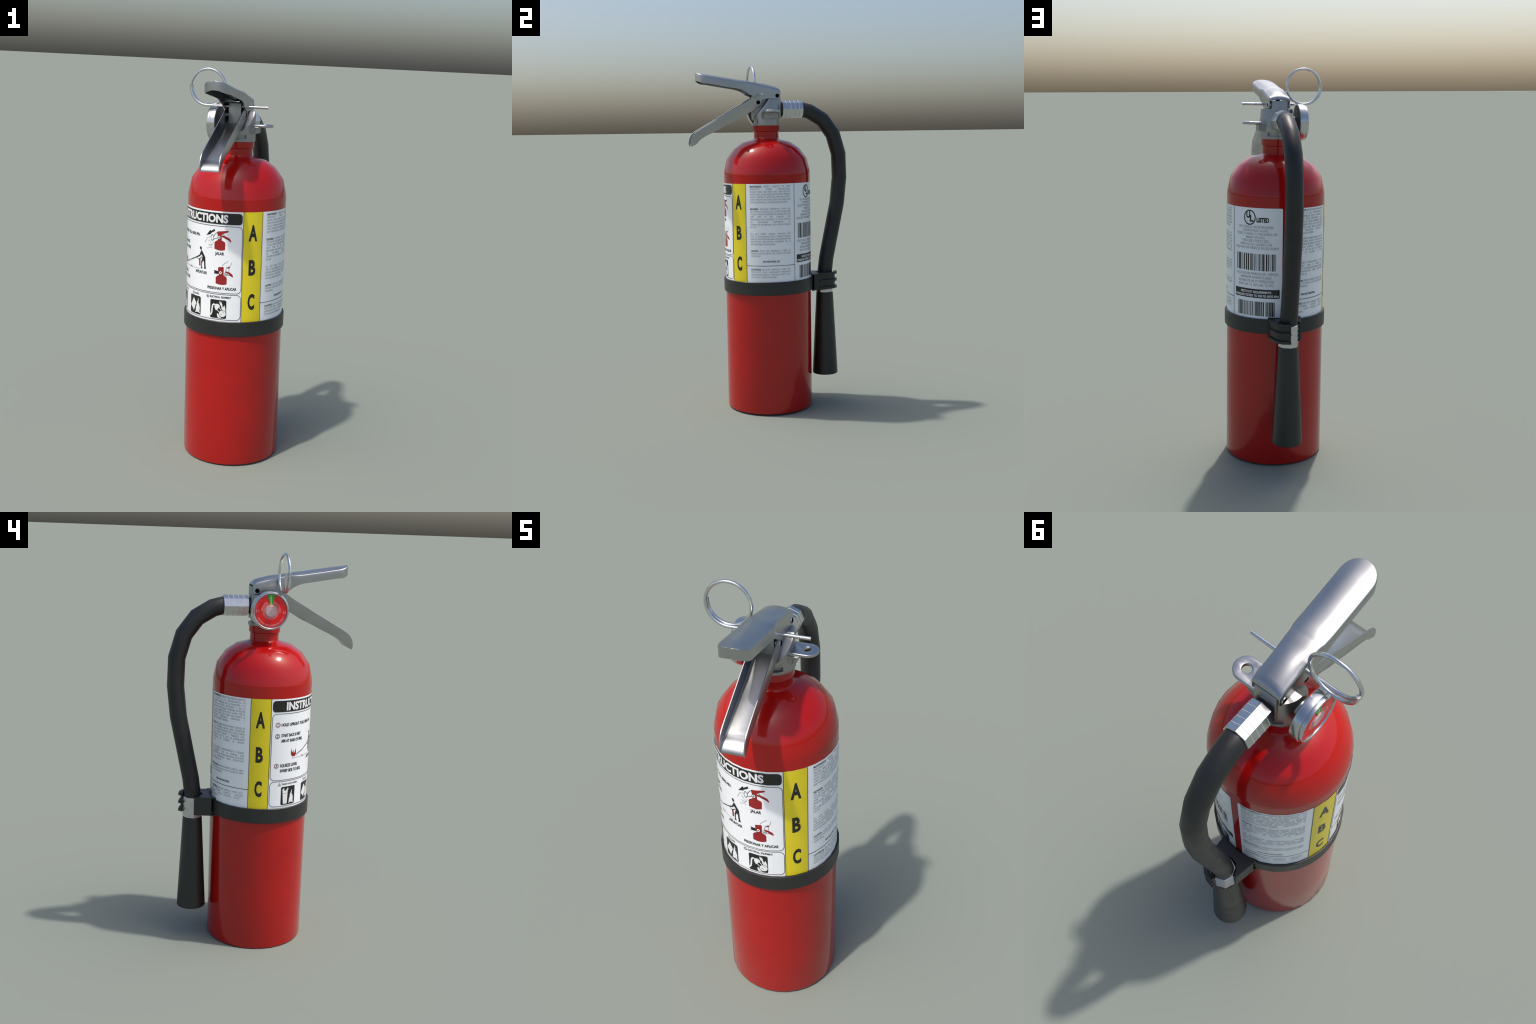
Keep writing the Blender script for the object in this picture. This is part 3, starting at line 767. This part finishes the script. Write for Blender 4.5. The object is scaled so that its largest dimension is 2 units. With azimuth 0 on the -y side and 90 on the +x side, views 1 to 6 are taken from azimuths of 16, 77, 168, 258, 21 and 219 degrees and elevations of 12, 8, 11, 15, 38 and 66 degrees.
# ------------------------------------------------------------------ squeeze lever (upright channel, curled lip)
LV = [((-0.010, 1.797), (-0.018, 1.7650)), ((-0.050, 1.814), (-0.042, 1.7480)), ((-0.0960, 1.7965), (-0.0870, 1.7215)), ((-0.1300, 1.7750), (-0.1365, 1.6955)),
      ((-0.1620, 1.7570), (-0.1835, 1.6670)), ((-0.2306, 1.7180), (-0.2370, 1.6430)), ((-0.2883, 1.6855), (-0.2865, 1.6180)), ((-0.3450, 1.6535), (-0.3540, 1.5865)),
      ((-0.3800, 1.6340), (-0.3800, 1.5715)), ((-0.4050, 1.6190), (-0.3920, 1.5630)), ((-0.4190, 1.6090), (-0.3985, 1.5575)), ((-0.4300, 1.5975), (-0.4035, 1.5515)), ((-0.4400, 1.5800), (-0.4080, 1.5455)),
      ((-0.4460, 1.5600), (-0.4130, 1.5395)), ((-0.4470, 1.5470), (-0.4220, 1.5350)), ((-0.4440, 1.5350), (-0.4320, 1.5305)), ((-0.4415, 1.5295), (-0.4370, 1.5280))]
secs = []
wl, tl = 0.0490, 0.0042
fill = {8: 0.075, 9: 0.115, 10: 0.165, 11: 0.24, 12: 0.35, 13: 0.48, 14: 0.60, 15: 0.72, 16: 0.80}   # the floor rises to the lip
for i, ((yu, zu), (yl, zl)) in enumerate(LV):
    zl += 0.0045
    dy, dz = yu - yl, zu - zl
    L = hypot(dy, dz); dy /= L; dz /= L
    rr = min(0.006, L * 0.3)
    def at(x, h): return (x, yl + dy * h, zl + dz * h)
    t2 = max(min(tl, L * 0.4), fill.get(i, 0) * L)
    outer = [(-wl, L), (-wl, rr), (-wl + rr * 0.3, rr * 0.3), (-wl + rr, 0), (wl - rr, 0), (wl - rr * 0.3, rr * 0.3), (wl, rr), (wl, L)]
    inner = [(wl - tl, L), (wl - tl, max(rr, t2)), (wl - tl - rr * 0.5, t2), (-wl + tl + rr * 0.5, t2), (-wl + tl, max(rr, t2)), (-wl + tl, L)]
    secs.append([at(x, h) for x, h in outer + inner])
lever = loft("squeeze_lever", secs, M_SHEET, smooth=40)
bevel(lever, 0.0009, 1, 50)
shade(lever, 40)

# rivet pins: a bright collar with a dark bore at each end
def rivet(y, z, half, parent):
    p = lathe("rivet_pin", [(0.0, -half), (0.0095, -half), (0.0116, -half - 0.0012), (0.0122, -half), (0.0122, half), (0.0116, half + 0.0012), (0.0095, half), (0.0, half)],
              20, M_BRIGHT, axis='X', centre=(0, y, z), parent=parent)
    for s in (-1, 1):
        lathe("rivet_bore", [(0.0, s * (half - 0.002)), (0.0112, s * (half - 0.002)), (0.0112, s * (half + 0.0010)), (0.0, s * (half + 0.0010))], 20, M_HOLE, axis='X', centre=(0, y, z), parent=parent)
rivet(0.0550, 1.8115, 0.0556, handle)
rivet(-0.0555, 1.7740, 0.0500, lever)

# ------------------------------------------------------------------ safety pin with coiled pull ring
RC, RZ, RX = 0.0885, 1.9030, -0.1500
pin = [(0.1648, -0.0605, 1.8145), (0.05, -0.0610, 1.8145), (-0.05, -0.0618, 1.8145), (-0.115, -0.0622, 1.8145)]
N = 44
for i in range(N + 1):
    t = radians(-90 - 455 * i / N)          # down-left-up-right, one turn and a quarter
    pin.append((RX + RC * cos(t), -0.0622 + 0.0165 * (455 * i / N) / 360, RZ + RC * sin(t)))
sweep("safety_pin", pin, 0.0070, 10, M_WIRE, smooth=60)

# ------------------------------------------------------------------ pressure gauge
GY, GZ = 0.0035, 1.7250
gc = (0, GY, GZ)
gauge = lathe("pressure_gauge", [(0.0, -0.1020), (0.0880, -0.1020), (0.0912, -0.1040), (0.0920, -0.1070), (0.0920, -0.1310), (0.0912, -0.1335), (0.0885, -0.1345), (0.0870, -0.1350),
                                 (0.0872, -0.1370), (0.0868, -0.1440), (0.0855, -0.1468), (0.0830, -0.1475), (0.0805, -0.1462), (0.0792, -0.1435), (0.0790, -0.1400), (0.0, -0.1400)],
              40, M_BRIGHT, axis='X', centre=gc, smooth=40)
lathe("gauge_back", [(0.0, -0.1008), (0.0840, -0.1008), (0.0865, -0.1016), (0.0865, -0.1030), (0.0, -0.1030)], 40, M_BACK, axis='X', centre=gc, parent=gauge, smooth=40)
dial = lathe("gauge_dial", [(0.0, -0.1432), (0.030, -0.1430), (0.060, -0.1424), (0.0788, -0.1416), (0.0788, -0.1395)], 48, M_DIAL, axis='X', centre=gc, parent=gauge, smooth=60)

def dial_pt(r, ang, x):
    """ang measured as the viewer sees it: 0 = to the viewer's right (-y), 90 = up."""
    return (x, GY - r * cos(radians(ang)), GZ + r * sin(radians(ang)))
def sector(name, r0, r1, a0, a1, x, mat, n=8, parent=gauge, depth=0.0006, t0=None, t1=None):
    b0, b1 = (a0 if t0 is None else t0), (a1 if t1 is None else t1)
    V, F = [], []
    for xx in (x, x + depth):
        for i in range(n + 1):
            V.append(dial_pt(r0, a0 + (a1 - a0) * i / n, xx))
            V.append(dial_pt(r1, b0 + (b1 - b0) * i / n, xx))
    m = 2 * (n + 1)
    for i in range(n):
        a = 2 * i
        F.append((a, a + 1, a + 3, a + 2)); F.append((m + a, m + a + 2, m + a + 3, m + a + 1))
        F.append((a, a + 2, m + a + 2, m + a)); F.append((a + 1, m + a + 1, m + a + 3, a + 3))
    F.append((0, m, m + 1, 1)); F.append((m - 2, m - 1, 2 * m - 1, 2 * m - 2))
    return make(name, V, F, mat, parent, 30)
sector("green_zone", 0.034, 0.0785, 77.5, 104.5, -0.1440, M_GREEN, n=12)
sector("needle", 0.046, 0.0690, 90.6, 93.6, -0.1449, M_NEEDLE, n=2, t0=91.4, t1=93.2)
sector("needle_root", 0.0270, 0.050, 80, 104, -0.1446, M_NEEDLE2, n=6, t0=90.8, t1=93.0)
gb = lathe("dial_boss", [(0.0, -0.1468), (0.0165, -0.1466), (0.0178, -0.1458), (0.0192, -0.1458), (0.0205, -0.1468), (0.0222, -0.1468), (0.0232, -0.1458), (0.0246, -0.1458),
                         (0.0256, -0.1462), (0.0268, -0.1450), (0.0274, -0.1436), (0.0274, -0.1428)], 40, M_BOSS, axis='X', centre=gc, parent=gauge, smooth=30)
V, F = [], []
def dial_text(s, r, a_mid, spread, size, inward=False, xs=1.0):
    """letters around the dial; inward letters read along the bottom."""
    n = len(s)
    tot = sum(glyph(c, 0.01)[2] for c in s)
    pos = 0.0
    for c in s:
        gv, gf, adv = glyph(c, 0.01)
        f = (pos + adv / 2) / tot
        pos += adv
        a = a_mid + (spread * (f - 0.5) if inward else -spread * (f - 0.5))
        b = len(V)
        k = size / CAP
        for x, y in gv:
            tx = (x - adv / 2) * k * xs
            ty = (y - CAP / 2) * k
            if inward: rr, da = r - ty, degrees(tx / r)
            else: rr, da = r + ty, -degrees(tx / r)
            V.append(dial_pt(rr, a + da, -0.1446))
        F.extend([tuple(b + i for i in f2) for f2 in gf])
dial_text("RECHARGE", 0.0452, 146, 62, 0.0070)
dial_text("OVERCHARGE", 0.0440, 33, 84, 0.0070)
dial_text("USE WITH DRY CHEMICAL ONLY", 0.0680, -90, 128, 0.0072, True)
dial_text("195", 0.0730, 92, 10, 0.0058)
for s, r, a in (("0 PSI", 0.0605, 180), ("0 kPa", 0.0700, 180), ("400", 0.0610, -5), ("2750", 0.0700, -5)):
    dial_text(s, r, a, 11 if len(s) > 3 else 8, 0.0055)
make("dial_lettering", V, F, M_DIALINK, gauge, 30, kind="stuff")
